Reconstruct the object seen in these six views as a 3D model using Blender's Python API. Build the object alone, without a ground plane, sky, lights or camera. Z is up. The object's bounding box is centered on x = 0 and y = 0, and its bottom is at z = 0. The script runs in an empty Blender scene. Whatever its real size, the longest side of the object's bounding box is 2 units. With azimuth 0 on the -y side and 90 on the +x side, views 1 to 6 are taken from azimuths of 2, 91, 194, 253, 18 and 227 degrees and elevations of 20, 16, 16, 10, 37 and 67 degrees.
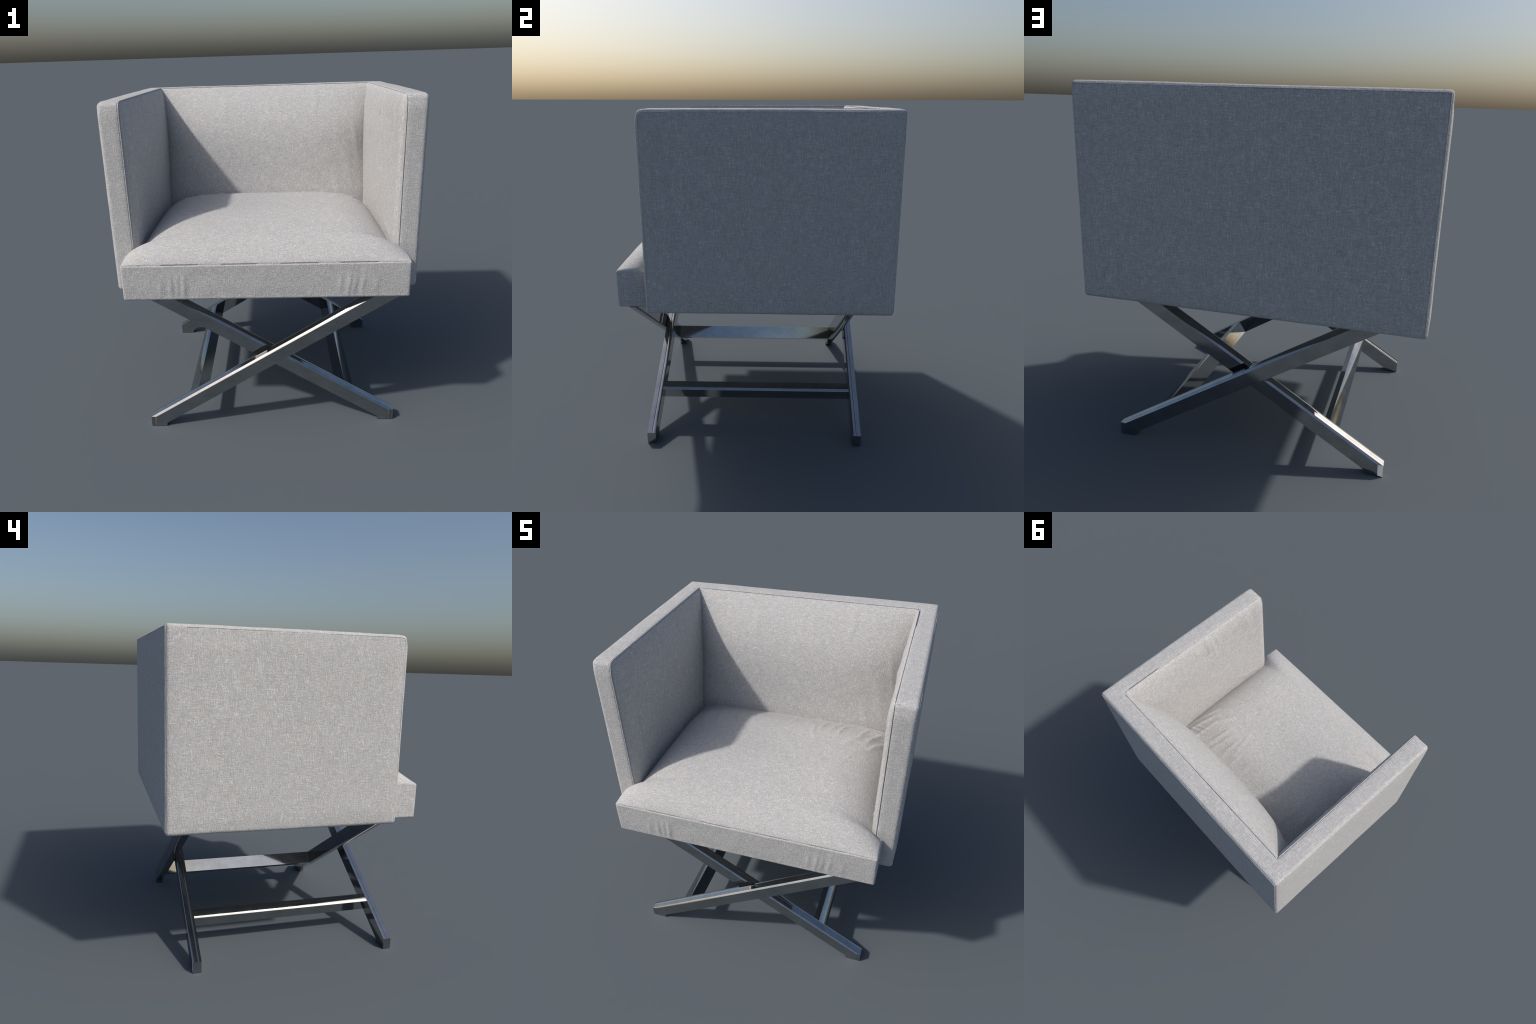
import bpy, bmesh, math, random
from mathutils import Vector, Matrix, noise

random.seed(7)
scene = bpy.context.scene

# ------------------------------------------------------------------ helpers
def smoothstep(a, b, t):
    t = max(0.0, min(1.0, (t - a) / (b - a)))
    return t * t * (3 - 2 * t)

def empty(name, parent=None, loc=(0, 0, 0)):
    o = bpy.data.objects.new(name, None)
    o.location = loc
    scene.collection.objects.link(o)
    if parent:
        o.parent = parent
    return o

def mesh_object(name, bm, mat, parent, smooth=True):
    me = bpy.data.meshes.new(name)
    bm.normal_update()
    bm.to_mesh(me)
    bm.free()
    if smooth:
        me.polygons.foreach_set("use_smooth", [True] * len(me.polygons))
    me.materials.append(mat)
    o = bpy.data.objects.new(name, me)
    scene.collection.objects.link(o)
    o.parent = parent
    return o

def prism(outline, z0, z1):
    """Closed solid: a plan outline (x, y) raised from z0 to z1."""
    bm = bmesh.new()
    lo = [bm.verts.new((x, y, z0)) for x, y in outline]
    hi = [bm.verts.new((x, y, z1)) for x, y in outline]
    n = len(outline)
    bm.faces.new(list(reversed(lo)))
    bm.faces.new(hi)
    for i in range(n):
        j = (i + 1) % n
        bm.faces.new((lo[i], lo[j], hi[j], hi[i]))
    bmesh.ops.recalc_face_normals(bm, faces=bm.faces)
    return bm

def round_edges(bm, radius, segments=4, pick=None):
    es = [e for e in bm.edges if e.calc_face_angle(0) > 0.5 and (pick is None or pick(e))]
    bmesh.ops.bevel(bm, geom=es, offset=radius, offset_type='OFFSET', segments=segments,
                    profile=0.5, affect='EDGES', clamp_overlap=True)

def slice_grid(bm, axis, values):
    no = Vector((0, 0, 0)); no[axis] = 1
    for v in values:
        co = Vector((0, 0, 0)); co[axis] = v
        bmesh.ops.bisect_plane(bm, geom=bm.verts[:] + bm.edges[:] + bm.faces[:],
                               dist=1e-5, plane_co=co, plane_no=no)

def steps(a, b, d):
    n = max(1, round((b - a) / d))
    return [a + (b - a) * i / n for i in range(1, n)]

def lump(co, scale, seed=0.0):
    return noise.noise(Vector((co[0] * scale + seed, co[1] * scale - seed, co[2] * scale + 2 * seed)))

def crease(px, py, c, ang, length, width, amp):
    """A soft fold: ridge along direction ang through c, fading at both ends."""
    dx, dy = px - c[0], py - c[1]
    ca, sa = math.cos(ang), math.sin(ang)
    u, v = dx * ca + dy * sa, -dx * sa + dy * ca
    if abs(u) > length or abs(v) > 4 * width:
        return 0.0
    v += 0.15 * width * math.sin(u * 40)
    e = (1 - (u / length) ** 2) ** 2
    g = v / width
    return amp * e * math.exp(-g * g) * (1 - 0.9 * g)

# ---------------------------------------------------------------- materials
def new_mat(name):
    m = bpy.data.materials.new(name)
    m.use_nodes = True
    nt = m.node_tree
    nt.nodes.clear()
    out = nt.nodes.new("ShaderNodeOutputMaterial")
    b = nt.nodes.new("ShaderNodeBsdfPrincipled")
    nt.links.new(b.outputs[0], out.inputs[0])
    return m, nt, b

def tex_noise(nt, coord, scale, stretch=(1, 1, 1), detail=2.0, rough=0.5):
    mp = nt.nodes.new("ShaderNodeMapping")
    mp.inputs["Scale"].default_value = stretch
    n = nt.nodes.new("ShaderNodeTexNoise")
    n.inputs["Scale"].default_value = scale
    n.inputs["Detail"].default_value = detail
    n.inputs["Roughness"].default_value = rough
    nt.links.new(coord, mp.inputs[0])
    nt.links.new(mp.outputs[0], n.inputs["Vector"])
    return n.outputs["Fac"]

def math_node(nt, op, a, b=None, c=None):
    n = nt.nodes.new("ShaderNodeMath")
    n.operation = op
    for i, v in enumerate((a, b, c)):
        if v is None:
            continue
        if isinstance(v, (int, float)):
            n.inputs[i].default_value = v
        else:
            nt.links.new(v, n.inputs[i])
    return n.outputs[0]

def ramp(nt, fac, stops):
    r = nt.nodes.new("ShaderNodeValToRGB")
    el = r.color_ramp.elements
    while len(el) < len(stops):
        el.new(0.5)
    for e, (p, c) in zip(el, stops):
        e.position = p
        e.color = (*c, 1)
    nt.links.new(fac, r.inputs[0])
    return r.outputs[0]

def mix_rgb(nt, fac, a, b, mode='MIX'):
    n = nt.nodes.new("ShaderNodeMix")
    n.data_type = 'RGBA'
    n.blend_type = mode
    for i, v in ((0, fac), (6, a), (7, b)):
        if isinstance(v, (int, float)):
            n.inputs[i].default_value = v
        elif isinstance(v, tuple):
            n.inputs[i].default_value = (*v, 1)
        else:
            nt.links.new(v, n.inputs[i])
    return n.outputs[2]

FABRIC = (0.468, 0.464, 0.461)

def fabric_material():
    m, nt, b = new_mat("linen_upholstery")
    co = nt.nodes.new("ShaderNodeTexCoord").outputs["Object"]
    grain = tex_noise(nt, co, 130, detail=2)
    warp = tex_noise(nt, co, 1, (210, 210, 30), detail=2)
    weft = tex_noise(nt, co, 1, (30, 210, 210), detail=2)
    slub = tex_noise(nt, co, 1, (210, 30, 210), detail=2)
    blotch = tex_noise(nt, co, 22, (1.3, 1.3, 0.7), detail=3)
    hue = tex_noise(nt, co, 45, (1, 1, 0.6), detail=2)
    fleck = tex_noise(nt, co, 1, (230, 230, 120), detail=1)
    s = math_node(nt, 'ADD', math_node(nt, 'MULTIPLY', grain, 0.35), math_node(nt, 'MULTIPLY', warp, 0.60))
    s = math_node(nt, 'ADD', s, math_node(nt, 'MULTIPLY', weft, 0.55))
    s = math_node(nt, 'ADD', s, math_node(nt, 'MULTIPLY', slub, 0.55))
    s = math_node(nt, 'ADD', s, math_node(nt, 'MULTIPLY', blotch, 0.14))
    s = math_node(nt, 'ADD', s, math_node(nt, 'MULTIPLY', fleck, 0.36))
    fac = math_node(nt, 'DIVIDE', s, 2.55)
    k = FABRIC
    tone = ramp(nt, fac, [(0.40, tuple(c * 0.78 for c in k)), (0.475, tuple(c * 0.955 for c in k)),
                          (0.525, tuple(c * 1.045 for c in k)), (0.60, tuple(c * 1.40 for c in k))])
    tint = ramp(nt, hue, [(0.40, (1.015, 0.998, 0.99)), (0.60, (0.985, 1.0, 1.01))])
    col = mix_rgb(nt, 1.0, tone, tint, 'MULTIPLY')
    nt.links.new(col, b.inputs["Base Color"])
    b.inputs["Roughness"].default_value = 0.92
    b.inputs["Specular IOR Level"].default_value = 0.15
    b.inputs["Sheen Weight"].default_value = 0.08
    b.inputs["Sheen Roughness"].default_value = 0.5
    h = math_node(nt, 'ADD', grain, math_node(nt, 'MULTIPLY', warp, 0.5))
    h = math_node(nt, 'ADD', h, math_node(nt, 'MULTIPLY', weft, 0.4))
    h = math_node(nt, 'ADD', h, math_node(nt, 'MULTIPLY', slub, 0.4))
    bump = nt.nodes.new("ShaderNodeBump")
    bump.inputs["Strength"].default_value = 0.35
    bump.inputs["Distance"].default_value = 0.006
    nt.links.new(h, bump.inputs["Height"])
    nt.links.new(bump.outputs[0], b.inputs["Normal"])
    return m

def chrome_material():
    m, nt, b = new_mat("polished_steel")
    co = nt.nodes.new("ShaderNodeTexCoord").outputs["Object"]
    smear = tex_noise(nt, co, 9, (1, 1, 1.6), detail=5, rough=0.65)
    spot = tex_noise(nt, co, 38, detail=4, rough=0.7)
    col = ramp(nt, smear, [(0.30, (0.36, 0.365, 0.37)), (0.6, (0.45, 0.455, 0.46))])
    dirt = ramp(nt, spot, [(0.27, (0.55, 0.55, 0.55)), (0.36, (1, 1, 1))])
    col = mix_rgb(nt, 1.0, col, dirt, 'MULTIPLY')
    nt.links.new(col, b.inputs["Base Color"])
    b.inputs["Metallic"].default_value = 1.0
    rg = nt.nodes.new("ShaderNodeMapRange")
    rg.inputs[1].default_value = 0.35; rg.inputs[2].default_value = 0.7
    rg.inputs[3].default_value = 0.03; rg.inputs[4].default_value = 0.10
    nt.links.new(smear, rg.inputs[0])
    nt.links.new(rg.outputs[0], b.inputs["Roughness"])
    return m

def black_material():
    m, nt, b = new_mat("contact_shadow_black")
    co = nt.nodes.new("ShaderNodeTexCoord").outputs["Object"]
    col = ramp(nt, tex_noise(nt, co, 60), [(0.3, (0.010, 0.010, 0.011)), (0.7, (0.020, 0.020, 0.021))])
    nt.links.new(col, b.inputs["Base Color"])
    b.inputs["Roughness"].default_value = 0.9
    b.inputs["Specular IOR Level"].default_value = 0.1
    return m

fabric = fabric_material()
chrome = chrome_material()
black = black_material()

# -------------------------------------------------------------- dimensions
W = 0.892            # half width of the shell
Y0, Y1 = -0.600, 0.773
Z0, Z1 = 0.895, 1.998
ARM_IN = 0.776       # inner face of the arm carcass
BACK_IN = 0.652      # inner face of the back carcass
SPLIT = 0.66         # where arm covers end and the back cover begins
SEAT_Y0, SEAT_Z0, SEAT_Z1 = -0.776, 0.904, 1.120

chair = empty("armchair")
chair["label"] = "boxy grey linen armchair on crossed chrome legs"
chair["category"] = "armchair"

# ------------------------------------------------------------ outer carcass
def ease_tip(co):
    """Upholstered arm ends lean back and drop a little at their upper front corners."""
    x, y, z = co
    f = smoothstep(-0.52, -0.60, y)
    return Vector((x, y + 0.011 * smoothstep(1.92, 1.998, z) * f, z - 0.006 * smoothstep(1.90, 1.99, z) * f * f))

def build_shell():
    U = [(-W, Y0), (-ARM_IN, Y0), (-ARM_IN, BACK_IN), (ARM_IN, BACK_IN),
         (ARM_IN, Y0), (W, Y0), (W, Y1), (-W, Y1)]
    bm = prism(U, Z0, Z1)
    outer = lambda e: all(abs(v.co.x) > W - 1e-4 or v.co.y > Y1 - 1e-4 or abs(v.co.y - Y0) < 1e-4 for v in e.verts) \
        and not all(abs(abs(v.co.x) - ARM_IN) < 1e-4 for v in e.verts)
    round_edges(bm, 0.020, 4, pick=outer)
    rest = [e for e in bm.edges if e.calc_face_angle(0) > 1.0]
    bmesh.ops.bevel(bm, geom=rest, offset=0.009, segments=3, profile=0.5, affect='EDGES', clamp_overlap=True)
    slice_grid(bm, 0, steps(-W, W, 0.028))
    slice_grid(bm, 1, steps(Y0, SPLIT, 0.028) + [SPLIT] + steps(SPLIT, Y1, 0.03))
    slice_grid(bm, 2, steps(Z0, Z1, 0.028))
    bm.normal_update()
    mv = []
    for v in bm.verts:
        x, y, z = v.co
        d = 0.0022 * lump(v.co, 2.2, 3.1) + 0.0012 * lump(v.co, 7, 1.7)
        # stuffed panels swell a little between their edges
        if abs(x) > W - 0.004:
            d += 0.006 * smoothstep(Y0, Y0 + 0.09, y) * smoothstep(Y1, Y1 - 0.09, y) * smoothstep(Z0, Z0 + 0.09, z) * smoothstep(Z1, Z1 - 0.12, z)
        if y > Y1 - 0.004:
            d += 0.005 * smoothstep(W, W - 0.10, abs(x)) * smoothstep(Z0, Z0 + 0.09, z) * smoothstep(Z1, Z1 - 0.12, z)
        # shallow drape folds low on the outer arm panels
        if abs(x) > W - 0.004:
            d += crease(y, z, (0.05, 1.39), 0.16, 0.16, 0.016, 0.0016)
            d += crease(y, z, (0.12, 1.33), 0.02, 0.14, 0.014, 0.0012)
            d += crease(y, z, (-0.40, 0.975), 0.10, 0.15, 0.014, 0.0022)
            d += crease(y, z, (-0.30, 1.02), 0.12, 0.17, 0.016, 0.0016)
        mv.append((v, v.normal * d))
    for v, d in mv:
        v.co = ease_tip(v.co + d)
    return bm

def split_with_normals(bm, regions, mat):
    """Separate one smooth body into named regions that keep its normals."""
    me = bpy.data.meshes.new("whole")
    bm.normal_update()
    bm.to_mesh(me)
    bm.free()
    nrm = [v.normal.copy() for v in me.vertices]
    made = []
    for name, test, parent in regions:
        keep = [p for p in me.polygons if test(p.center)]
        used = sorted({i for p in keep for i in p.vertices})
        ix = {g: l for l, g in enumerate(used)}
        part = bpy.data.meshes.new(name)
        part.from_pydata([me.vertices[i].co[:] for i in used], [], [[ix[i] for i in p.vertices] for p in keep])
        part.polygons.foreach_set("use_smooth", [True] * len(part.polygons))
        part.normals_split_custom_set_from_vertices([nrm[i][:] for i in used])
        part.materials.append(mat)
        o = bpy.data.objects.new(name, part)
        scene.collection.objects.link(o)
        o.parent = parent
        made.append(o)
    bpy.data.meshes.remove(me)
    return made


def shell_regions():
    bm = build_shell()
    return split_with_normals(bm, [
        ("backrest", lambda c: c.y > SPLIT or (abs(c.x) < ARM_IN - 0.01), chair),
        ("armrest", lambda c: c.y <= SPLIT and c.x < -ARM_IN + 0.01, chair),
        ("armrest", lambda c: c.y <= SPLIT and c.x > ARM_IN - 0.01, chair)], fabric)
backrest, arm_l, arm_r = shell_regions()

# ------------------------------------------------------------- back cushion
def back_depth(x, z):
    low = smoothstep(1.60, 1.15, z)
    k = min(1.0, abs(x) / 0.785)
    fx = max(0.0, 1 - k ** 3) ** (0.42 - 0.23 * low)
    s = max(0.0, min(1.0, (1.993 - z) / 0.62))
    fz = max(0.0, 1 - (1 - s) ** 2.2) ** 0.80
    return 0.275 * fx * fz * (1 - 0.065 * smoothstep(1.80, 1.50, z) + 0.055 * smoothstep(1.45, 1.22, z))

def build_back_cushion():
    hw = 0.768
    bm = prism([(-hw, 0.640), (hw, 0.640), (hw, 0.70), (-hw, 0.70)], 0.95, 1.993)
    xs = steps(-hw, hw, 0.014) + [s * (hw - d) for s in (1, -1) for d in (0.003, 0.007)]
    slice_grid(bm, 0, sorted(xs))
    slice_grid(bm, 2, steps(0.95, 1.993, 0.014) + [1.991, 1.988])
    for v in bm.verts:
        if v.co.y < 0.645:
            x, z = v.co.x, v.co.z
            d = back_depth(x, z)
            d += 0.004 * lump(v.co, 3.0, 5.0) * min(1, d / 0.1) + 0.0015 * lump(v.co, 9, 2.0) * min(1, d / 0.1)
            for c, a, l, w, am in ((( 0.52, 1.28), 1.9, 0.16, 0.020, 0.004), ((0.36, 1.86), 1.5, 0.12, 0.016, 0.003),
                                   ((0.10, 1.87), 1.62, 0.10, 0.016, 0.0025), ((-0.30, 1.86), 1.55, 0.12, 0.016, 0.003),
                                   ((0.66, 1.60), 1.75, 0.22, 0.016, 0.004), ((0.60, 1.42), 1.8, 0.2, 0.022, 0.003),
                                   ((-0.60, 1.25), 1.2, 0.15, 0.020, 0.003)):
                d += crease(x, z, c, a, l, w, am)
            v.co.y -= d
    return mesh_object("backrest_cushion", bm, fabric, backrest)
build_back_cushion()

# ----------------------------------------------------------------- arm pads
def build_arm_pad(side, parent):
    ya, yb, za, zb = -0.595, 0.66, 0.94, 1.994
    bm = prism([(0.762, ya), (0.80, ya), (0.80, yb), (0.762, yb)], za, zb)
    near = (0.002, 0.005, 0.009, 0.014)
    slice_grid(bm, 1, steps(ya, yb, 0.014) + [ya + d for d in near])
    slice_grid(bm, 2, steps(za, zb, 0.016) + [zb - d for d in near])
    folds = [((-0.05, 1.90), 1.5, 0.13, 0.010, 0.0040), ((-0.085, 1.88), 1.47, 0.15, 0.010, 0.0035),
             ((-0.14, 1.90), 1.5, 0.10, 0.010, 0.0030), ((-0.43, 1.86), 1.3, 0.09, 0.014, 0.0025),
             ((0.20, 1.90), 1.6, 0.12, 0.012, 0.0025), ((0.05, 1.91), 1.55, 0.08, 0.010, 0.002),
             ((-0.45, 1.19), 0.35, 0.10, 0.010, 0.004), ((-0.36, 1.20), 0.55, 0.09, 0.010, 0.003)]
    for v in bm.verts:
        if v.co.x < 0.77:
            y, z = v.co.y, v.co.z
            ef = min(1.0, (y - ya) / 0.06)
            et = min(1.0, (zb - z) / 0.12)
            f = math.sqrt(max(0, 1 - (1 - ef) ** 2.2)) * math.sqrt(max(0, 1 - (1 - et) ** 2.2))
            full = 0.030 + 0.020 * smoothstep(-0.55, 0.15, y) * smoothstep(1.99, 1.70, z)
            lift = 0.014 - full * f
            cy = Vector((side, y, z))
            lift -= f * (0.003 * lump(cy, 2.6, 8.0) + 0.0015 * lump(cy, 8, 1.0))
            for c, a, l, w, am in folds:
                lift -= 2.0 * crease(y, z, c, a, l, w, am) * min(1, f * 1.4)
            v.co.x += lift
    for v in bm.verts:
        v.co = ease_tip(v.co)
    if side < 0:
        bmesh.ops.scale(bm, vec=(-1, 1, 1), verts=bm.verts)
        bmesh.ops.reverse_faces(bm, faces=bm.faces)
    return mesh_object("armrest_pad", bm, fabric, parent)
build_arm_pad(-1, arm_l)
build_arm_pad(1, arm_r)

# ------------------------------------------------------------- seat cushion
def seat_rise(x, y):
    s = max(0.0, y - SEAT_Y0)
    A = 0.157 * (1 - math.exp(-s / 0.115)) * (1 - 0.48 * smoothstep(0.08, 0.48, y))
    A += 0.028 * smoothstep(-0.60, -0.20, y) * smoothstep(0.48, 0.15, y)
    open_end = smoothstep(-0.56, -0.66, y)
    w = 0.755 + 0.071 * open_end
    p = 6.2 + 2.3 * open_end
    X = max(0.0, 1 - (abs(x) / w) ** p)
    return A * X

SEAT_FOLDS = [((0.62, 0.22), 1.25, 0.15, 0.014, 0.0075), ((0.66, 0.16), 1.15, 0.13, 0.012, 0.0060),
              ((0.55, 0.26), 1.35, 0.12, 0.013, 0.0055), ((0.62, 0.30), 0.25, 0.12, 0.010, 0.0060),
              ((0.64, 0.345), 0.12, 0.11, 0.009, 0.0060), ((0.60, 0.26), 0.32, 0.10, 0.010, 0.0050),
              ((0.405, 0.20), 1.40, 0.13, 0.013, 0.0060), ((0.36, 0.25), 1.30, 0.11, 0.012, 0.0050),
              ((0.27, 0.21), 1.48, 0.10, 0.013, 0.0045), ((0.17, 0.24), 1.50, 0.10, 0.014, 0.0035),
              ((0.05, 0.22), 1.55, 0.10, 0.016, 0.0025), ((0.46, 0.33), 1.10, 0.09, 0.010, 0.0050),
              ((-0.32, 0.17), 1.70, 0.10, 0.014, 0.0045), ((-0.57, 0.18), 1.75, 0.09, 0.013, 0.0045),
              ((-0.47, 0.22), 1.65, 0.09, 0.014, 0.0030), ((0.50, 0.10), 1.05, 0.17, 0.020, 0.0035),
              ((0.58, 0.02), 0.85, 0.16, 0.020, 0.0030), ((-0.55, 0.05), 2.0, 0.16, 0.022, 0.0030),
              ((0.66, 0.25), 0.75, 0.10, 0.011, 0.0050), ((0.22, 0.12), 1.75, 0.13, 0.018, 0.0025), ((-0.44, 0.29), 1.9, 0.07, 0.012, 0.0035)]
FRONT_FOLDS = [(-0.540, 0.985, 1.62, 0.060, 0.008, 0.0045), (-0.465, 0.985, 1.55, 0.070, 0.009, 0.0050),
               (-0.500, 1.000, 1.60, 0.050, 0.007, 0.0030), (-0.60, 0.97, 1.62, 0.05, 0.009, 0.0025),
               (0.470, 0.995, 1.50, 0.070, 0.009, 0.0055), (0.500, 0.985, 1.47, 0.060, 0.007, 0.0045),
               (0.545, 0.990, 1.55, 0.060, 0.008, 0.0035), (0.42, 1.00, 1.52, 0.05, 0.009, 0.0025),
               (0.62, 0.99, 1.6, 0.05, 0.009, 0.0022)]
SEAM_Z = 1.1145

def build_seat():
    hw, inner, ys, yb = 0.816, 0.785, -0.604, 0.68
    T = [(-hw, SEAT_Y0), (hw, SEAT_Y0), (hw, ys), (inner, ys), (inner, yb),
         (-inner, yb), (-inner, ys), (-hw, ys)]
    bm = prism(T, SEAT_Z0, SEAT_Z1)
    top_front = lambda e: all(v.co.y < ys + 0.001 and v.co.z > SEAT_Z1 - 1e-4 for v in e.verts)
    vert_front = lambda e: all(v.co.y < ys + 0.001 and abs(v.co.x) > hw - 1e-4 for v in e.verts)
    round_edges(bm, 0.012, 3, pick=lambda e: vert_front(e) or top_front(e) or
                all(v.co.y < ys + 0.001 and v.co.z < SEAT_Z0 + 1e-4 for v in e.verts))
    slice_grid(bm, 0, steps(-hw, hw, 0.0095))
    slice_grid(bm, 1, steps(SEAT_Y0, 0.46, 0.0095) + [0.5, 0.55, 0.6])
    slice_grid(bm, 2, steps(SEAT_Z0, SEAT_Z1, 0.013) + [SEAM_Z - 0.003, SEAM_Z - 0.0015, SEAM_Z, SEAM_Z + 0.0015, SEAM_Z + 0.003])
    for v in bm.verts:
        x, y, z = v.co
        w = smoothstep(1.08, SEAT_Z1 - 0.012, z)
        r = seat_rise(x, y)
        full = smoothstep(0.0, 0.025, r)
        dz = w * (r + full * (0.0035 * lump((x, y, 0), 3.4, 9.0) + 0.0015 * lump((x, y, 0), 10, 4.0)))
        if w > 0.5:
            for c, a, l, wd, am in SEAT_FOLDS:
                dz += 1.3 * crease(x, y, c, a, l * 1.35, wd * 0.95, am) * full * smoothstep(0.43, 0.34, y)
        # boxed front panel
        if y < SEAT_Y0 + 0.004 and z < SEAT_Z1 - 0.004:
            dy = 0.0012 * lump((x, z, 0), 9, 6.0)
            for cx, cz, a, l, wd, am in FRONT_FOLDS:
                dy += 0.95 * crease(x, z, (cx, cz), a, 0.06 + l * 0.6, wd * 1.35, am)
            g = max(0.0, 1 - abs(z - SEAM_Z) / 0.003)
            if g > 0 and abs(x) < hw - 0.012:
                u = ((x + 0.375 + 0.205) % 0.335)
                dash = 1.0 if u < 0.205 and abs(x) < 0.72 else 0.0
                dy -= g * (0.003 + 0.006 * dash)
            v.co.y -= dy
        # the underside of the front panel sags in slightly, its foot set back
        if y < ys and z < 1.0:
            v.co.y += 0.002 * smoothstep(1.0, 0.91, z)
        v.co.z += dz
    return mesh_object("seat_cushion", bm, fabric, chair)
seat = build_seat()

# ------------------------------------------------------------- seam welting
def tube(name, paths, radius, mat, parent):
    """Thin sewn welts: round cord swept along polylines."""
    cu = bpy.data.curves.new(name, 'CURVE')
    cu.dimensions = '3D'
    cu.bevel_depth = radius
    cu.bevel_resolution = 2
    for pts in paths:
        sp = cu.splines.new('POLY')
        sp.points.add(len(pts) - 1)
        for p, c in zip(sp.points, pts):
            p.co = (*c, 1)
    tmp = bpy.data.objects.new(name, cu)
    scene.collection.objects.link(tmp)
    me = bpy.data.meshes.new_from_object(tmp.evaluated_get(bpy.context.evaluated_depsgraph_get()))
    bpy.data.objects.remove(tmp)
    bpy.data.curves.remove(cu)
    me.polygons.foreach_set("use_smooth", [True] * len(me.polygons))
    me.materials.clear()
    me.materials.append(mat)
    o = bpy.data.objects.new(name, me)
    scene.collection.objects.link(o)
    o.parent = parent
    return o

def dense(pts, d=0.02, wob=0.0008, seed=0.0):
    out = []
    for a, b in zip(pts, pts[1:]):
        a, b = Vector(a), Vector(b)
        n = max(1, int((b - a).length / d))
        for i in range(n):
            p = a.lerp(b, i / n)
            out.append(p + Vector((lump(p, 9, seed), lump(p, 9, seed + 5), lump(p, 9, seed + 9))) * wob)
    out.append(Vector(pts[-1]))
    return out

for s, arm in ((-1, arm_l), (1, arm_r)):
    xi, xo = s * (ARM_IN - 0.002), s * (W - 0.0018)
    paths = [dense([(xi, Y0 + 0.002, 1.12), (xi, Y0 + 0.002, Z1 - 0.020), (xi, Y0 + 0.007, Z1 - 0.007), (xi, Y0 + 0.020, Z1 - 0.002),
                    (xi, 0.640, Z1 - 0.001)], seed=s),
             dense([(xo, Y0 + 0.014, Z0 + 0.02), (xo, Y0 + 0.018, Z1 - 0.022), (xo, Y0 + 0.026, Z1 - 0.016),
                    (xo, SPLIT, Z1 - 0.016)], seed=s + 3)]
    paths = [[ease_tip(p) for p in q] for q in paths]
    tube("seam_welt", paths, 0.0032, fabric, arm)
tube("seam_welt", [dense([(-ARM_IN + 0.012, BACK_IN - 0.001, Z1 - 0.001), (ARM_IN - 0.012, BACK_IN - 0.001, Z1 - 0.001)], seed=11),
                   dense([(-W + 0.014, Y1 - 0.0018, Z0 + 0.02), (-W + 0.014, Y1 - 0.0018, Z1 - 0.014),
                          (W - 0.014, Y1 - 0.0018, Z1 - 0.014), (W - 0.014, Y1 - 0.0018, Z0 + 0.02)], seed=13)],
     0.0030, fabric, backrest)

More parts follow.
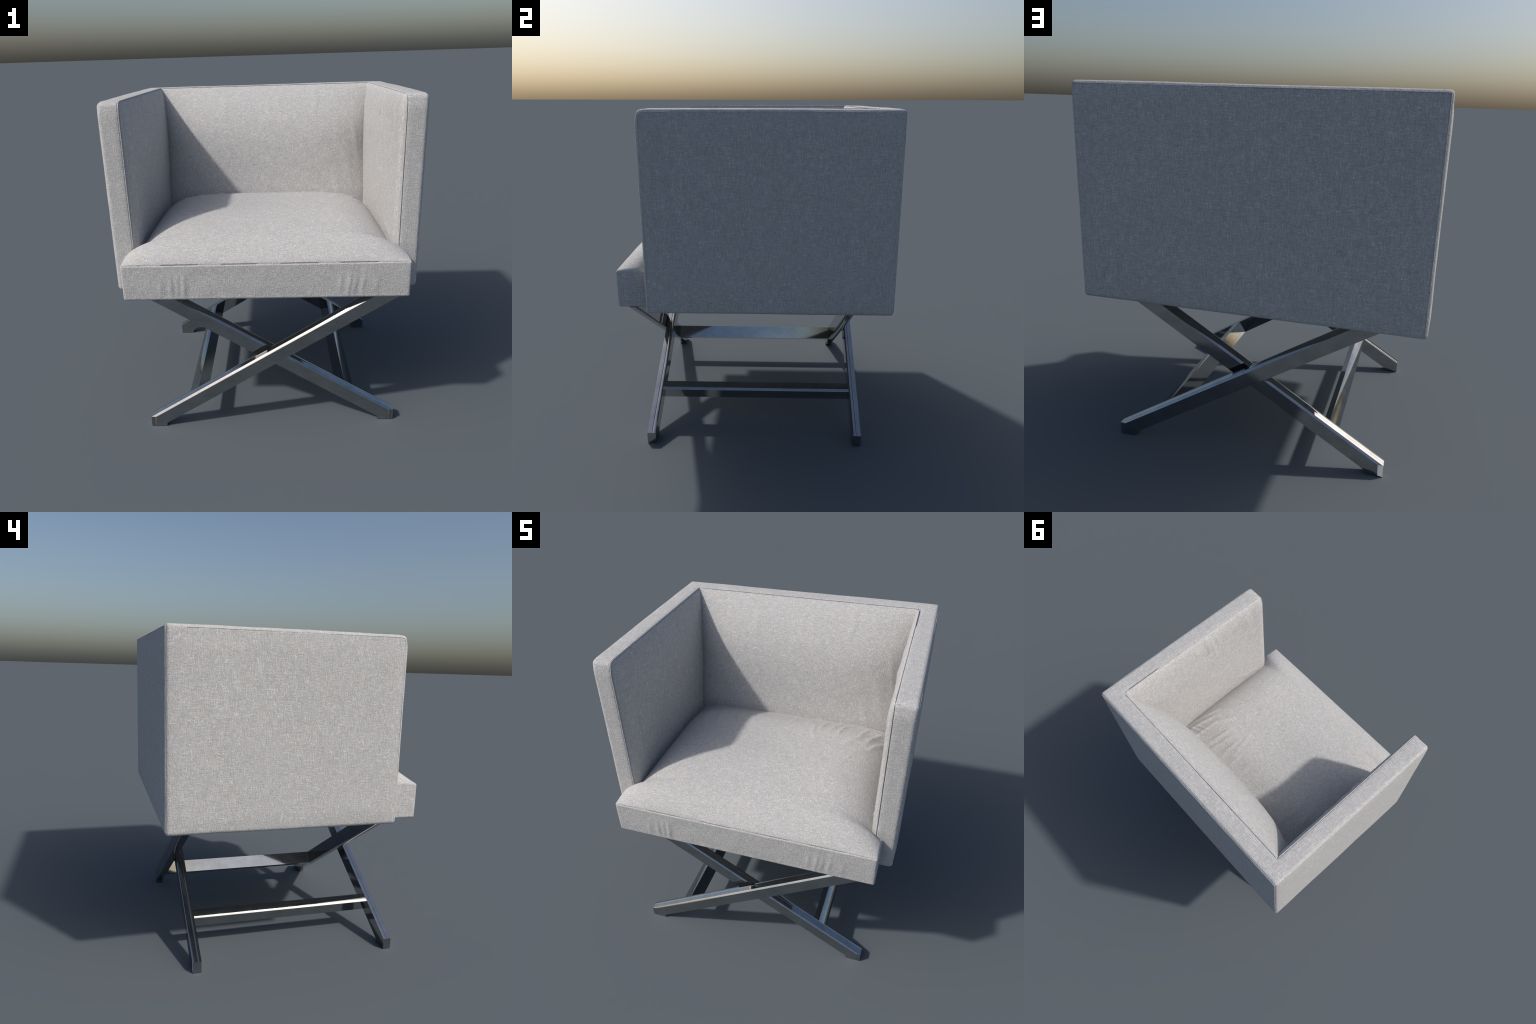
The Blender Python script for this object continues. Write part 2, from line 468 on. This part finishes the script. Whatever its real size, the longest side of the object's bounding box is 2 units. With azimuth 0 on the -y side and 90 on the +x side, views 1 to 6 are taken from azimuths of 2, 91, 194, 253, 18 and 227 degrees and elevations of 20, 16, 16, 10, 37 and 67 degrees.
# ------------------------------------------------------------- leg frames
SLOPE = 0.607
def build_frame(turn):
    """H-shaped steel frame: two raked bars and a flush cross bar.
    Built once for the feet on the -x side; the other is the same turned half round."""
    top = lambda x: 0.070 + SLOPE * (x + 0.744)
    bot = lambda x: 0.070 - 0.107 + SLOPE * (x + 0.744)
    d = Vector((1, 0, SLOPE)).normalized()
    n = Vector((-SLOPE, 0, 1)).normalized()
    th = 0.107 * n.z
    up = lambda x: Vector((x, 0, top(x)))
    c1, c2 = up(-0.491), up(-0.437)
    e_top = 0.93
    xt = -0.744 + (e_top - 0.070) / SLOPE
    xb = 0.790
    prof = [Vector((-0.746, 0, 0.0)), Vector((-0.649, 0, 0.0)), Vector((-0.647, 0, bot(-0.647))),
            c1 - n * th, c2 - n * th, Vector((xb, 0, bot(xb))), Vector((xt, 0, e_top)), c2, c1,
            Vector((-0.746, 0, top(-0.746)))]
    quads = [(0, 1, 2, 9), (9, 2, 3, 8), (8, 3, 4, 7), (7, 4, 5, 6)]
    bm = bmesh.new()
    cols = {}
    bars = ((-0.718, -0.667, 'f'), (0.592, 0.540, 'b'))
    groove_lip = set()
    kind = {}                        # face -> which surface of the bar it is
    rim = 0.017
    shift = {9: Vector((0.022, 0, 0.022 * SLOPE)) - n * rim, 8: -n * rim, 7: -n * rim, 6: -n * rim,
             2: n * 0.008, 3: n * 0.008, 4: n * 0.008, 5: n * 0.008,
             0: Vector((0.028, 0, 0.004)), 1: Vector((-0.004, 0, 0.004))}
    for yo, yi, t in bars:
        O = cols[t + 'o'] = [bm.verts.new((p.x, yo, p.z)) for p in prof]
        I = cols[t + 'i'] = [bm.verts.new((p.x, yi, p.z)) for p in prof]
        R = [bm.verts.new((p.x + shift[k].x, yo, p.z + shift[k].z)) for k, p in enumerate(prof)]
        ym = yo + (yi - yo) * 0.56
        sg = 0.0022 * (1 if yi > yo else -1)
        lines = {}
        for k in (9, 8, 7, 6):
            p = prof[k]
            lines[k] = (bm.verts.new((p.x, ym - sg, p.z)),
                        bm.verts.new((p.x - n.x * 0.003, ym, p.z - n.z * 0.003)),
                        bm.verts.new((p.x, ym + sg, p.z)))
        for k in lines:
            groove_lip.add(lines[k][0])
        for q in quads:
            kind[bm.faces.new([R[i] for i in q])] = 'side'
            if q != (8, 3, 4, 7):
                kind[bm.faces.new([I[i] for i in reversed(q)])] = 'inner'
        for k in range(10):
            m = (k + 1) % 10
            kind[bm.faces.new((O[k], O[m], R[m], R[k]))] = 'rim'
        for p, q in ((0, 1), (1, 2), (2, 3), (3, 4), (4, 5)):
            kind[bm.faces.new((O[p], I[p], I[q], O[q]))] = 'under'
        for p, q in ((9, 8), (8, 7), (7, 6)):
            sa = (O[p],) + lines[p] + (I[p],)
            sb = (O[q],) + lines[q] + (I[q],)
            for j in range(4):
                kind[bm.faces.new((sa[j], sb[j], sb[j + 1], sa[j + 1]))] = 'top'
        kind[bm.faces.new((O[9],) + lines[9] + (I[9], I[0], O[0]))] = 'cap'
        kind[bm.faces.new((O[6], O[5], I[5], I[6]) + tuple(reversed(lines[6])))] = 'cap'
    F, B = cols['fi'], cols['bi']
    for p, q in ((8, 7), (7, 4), (4, 3), (3, 8)):
        kind[bm.faces.new((F[p], F[q], B[q], B[p]))] = 'bar'
    bmesh.ops.recalc_face_normals(bm, faces=bm.faces)
    if bm.calc_volume(signed=True) < 0:
        bmesh.ops.reverse_faces(bm, faces=bm.faces)
    if turn:
        m = Matrix.Translation((0.022, -0.036, 0)) @ Matrix.Rotation(math.pi, 4, 'Z') @ Matrix.Translation((-0.022, 0.036, 0))
        bmesh.ops.transform(bm, matrix=m, verts=bm.verts)
    bm.normal_update()
    # shading: polished bars whose outer rims and inner corners roll softly, flats stay flat
    ymid = -0.036
    tn = Vector((n.x if not turn else -n.x, 0, n.z))
    end = Vector((-1 if not turn else 1, 0, 0))
    outer = set(cols['fo'] + cols['bo'])
    high = {cols[c][k] for c in ('fo', 'bo') for k in (9, 8, 7, 6)}
    tip = {cols[c][k] for c in ('fo', 'bo') for k in (9, 0)}
    foot_dir = Vector((-d.x if not turn else d.x, 0, -d.z))
    inner_top = {cols[c][k] for c in ('fi', 'bi') for k in (9, 8, 7, 6)}
    foot_edge = {cols[c][8] for c in ('fi', 'bi')}
    def corner_normal(f, v):
        kd = kind[f]
        if kd in ('cap', 'side'):
            return f.normal
        out = Vector((0, -1 if v.co.y < ymid else 1, 0))
        if kd == 'rim':
            c = f.calc_center_median()
            up = sum(1 for w in f.verts if w in high) == 2
            tp = sum(1 for w in f.verts if w in tip) == 2
            if up:
                return (out + tn * (1.05 if v in outer else 0.80)).normalized()
            if tp:
                return (out + end * (0.75 if v in outer else 0.6) + tn * 1.0).normalized()
            return f.normal
        if v in outer:
            return (out * 0.24 + tn).normalized() if kd == 'top' else f.normal
        if v in groove_lip and kd == 'top' and any(w in outer for w in f.verts):
            return (out * 0.17 + tn).normalized()
        if kd == 'inner':
            return f.normal
        if kd == 'top' and v in inner_top:
            return (tn - out * 0.22).normalized()
        if kd == 'bar':
            if f.normal.dot(tn) > 0.9 and v in foot_edge:
                return (tn + foot_dir * 0.5).normalized()
            if f.normal.dot(foot_dir) > 0.9:
                return f.normal
            if f.normal.dot(tn) < 0.5:
                return (f.normal - out * 0.18 - tn * (0.06 if v.co.y < ymid else 0.34)).normalized()
        acc = Vector()
        for g in v.link_faces:
            if kind[g] != 'cap':
                acc += g.normal
        return acc.normalized()
    frame = empty("leg_frame", chair)
    def emit(name, test):
        keep = [f for f in bm.faces if test(f)]
        used = list({v: None for f in keep for v in f.verts})
        ix = {v: i for i, v in enumerate(used)}
        part = bpy.data.meshes.new(name)
        part.from_pydata([v.co[:] for v in used], [], [[ix[v] for v in f.verts] for f in keep])
        part.polygons.foreach_set("use_smooth", [True] * len(part.polygons))
        part.normals_split_custom_set([corner_normal(f, v)[:] for f in keep for v in f.verts])
        part.materials.append(chrome)
        o = bpy.data.objects.new(name, part)
        scene.collection.objects.link(o)
        o.parent = frame
        return o
    emit("leg", lambda f: kind[f] != 'bar' and f.calc_center_median().y < ymid)
    emit("leg", lambda f: kind[f] != 'bar' and f.calc_center_median().y > ymid)
    emit("cross_bar", lambda f: kind[f] == 'bar')
    bm.free()
    return frame
frame_a = build_frame(False)
frame_b = build_frame(True)

# contact shadow where the frames cross, modelled as thin black plates in the gap
def crossing_shadow_plate(y0, y1, above, turned):
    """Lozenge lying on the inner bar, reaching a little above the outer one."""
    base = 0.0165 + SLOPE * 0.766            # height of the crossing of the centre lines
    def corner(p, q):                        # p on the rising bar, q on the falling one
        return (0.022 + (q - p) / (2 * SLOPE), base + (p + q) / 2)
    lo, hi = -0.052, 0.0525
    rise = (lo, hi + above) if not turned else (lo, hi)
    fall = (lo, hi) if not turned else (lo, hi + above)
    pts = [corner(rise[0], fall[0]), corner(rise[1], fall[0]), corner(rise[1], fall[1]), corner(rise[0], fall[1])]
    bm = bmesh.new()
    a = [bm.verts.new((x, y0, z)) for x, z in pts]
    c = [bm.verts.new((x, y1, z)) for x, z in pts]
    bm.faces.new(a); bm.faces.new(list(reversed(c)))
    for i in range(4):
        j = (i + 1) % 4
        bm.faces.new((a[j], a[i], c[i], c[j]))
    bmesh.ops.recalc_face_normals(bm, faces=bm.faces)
    return mesh_object("crossing_shadow_plate", bm, black, chair, smooth=False)
crossing_shadow_plate(-0.6667, -0.6643, 0.030, False)
crossing_shadow_plate(0.5923, 0.5947, 0.030, True)

bpy.context.view_layer.update()
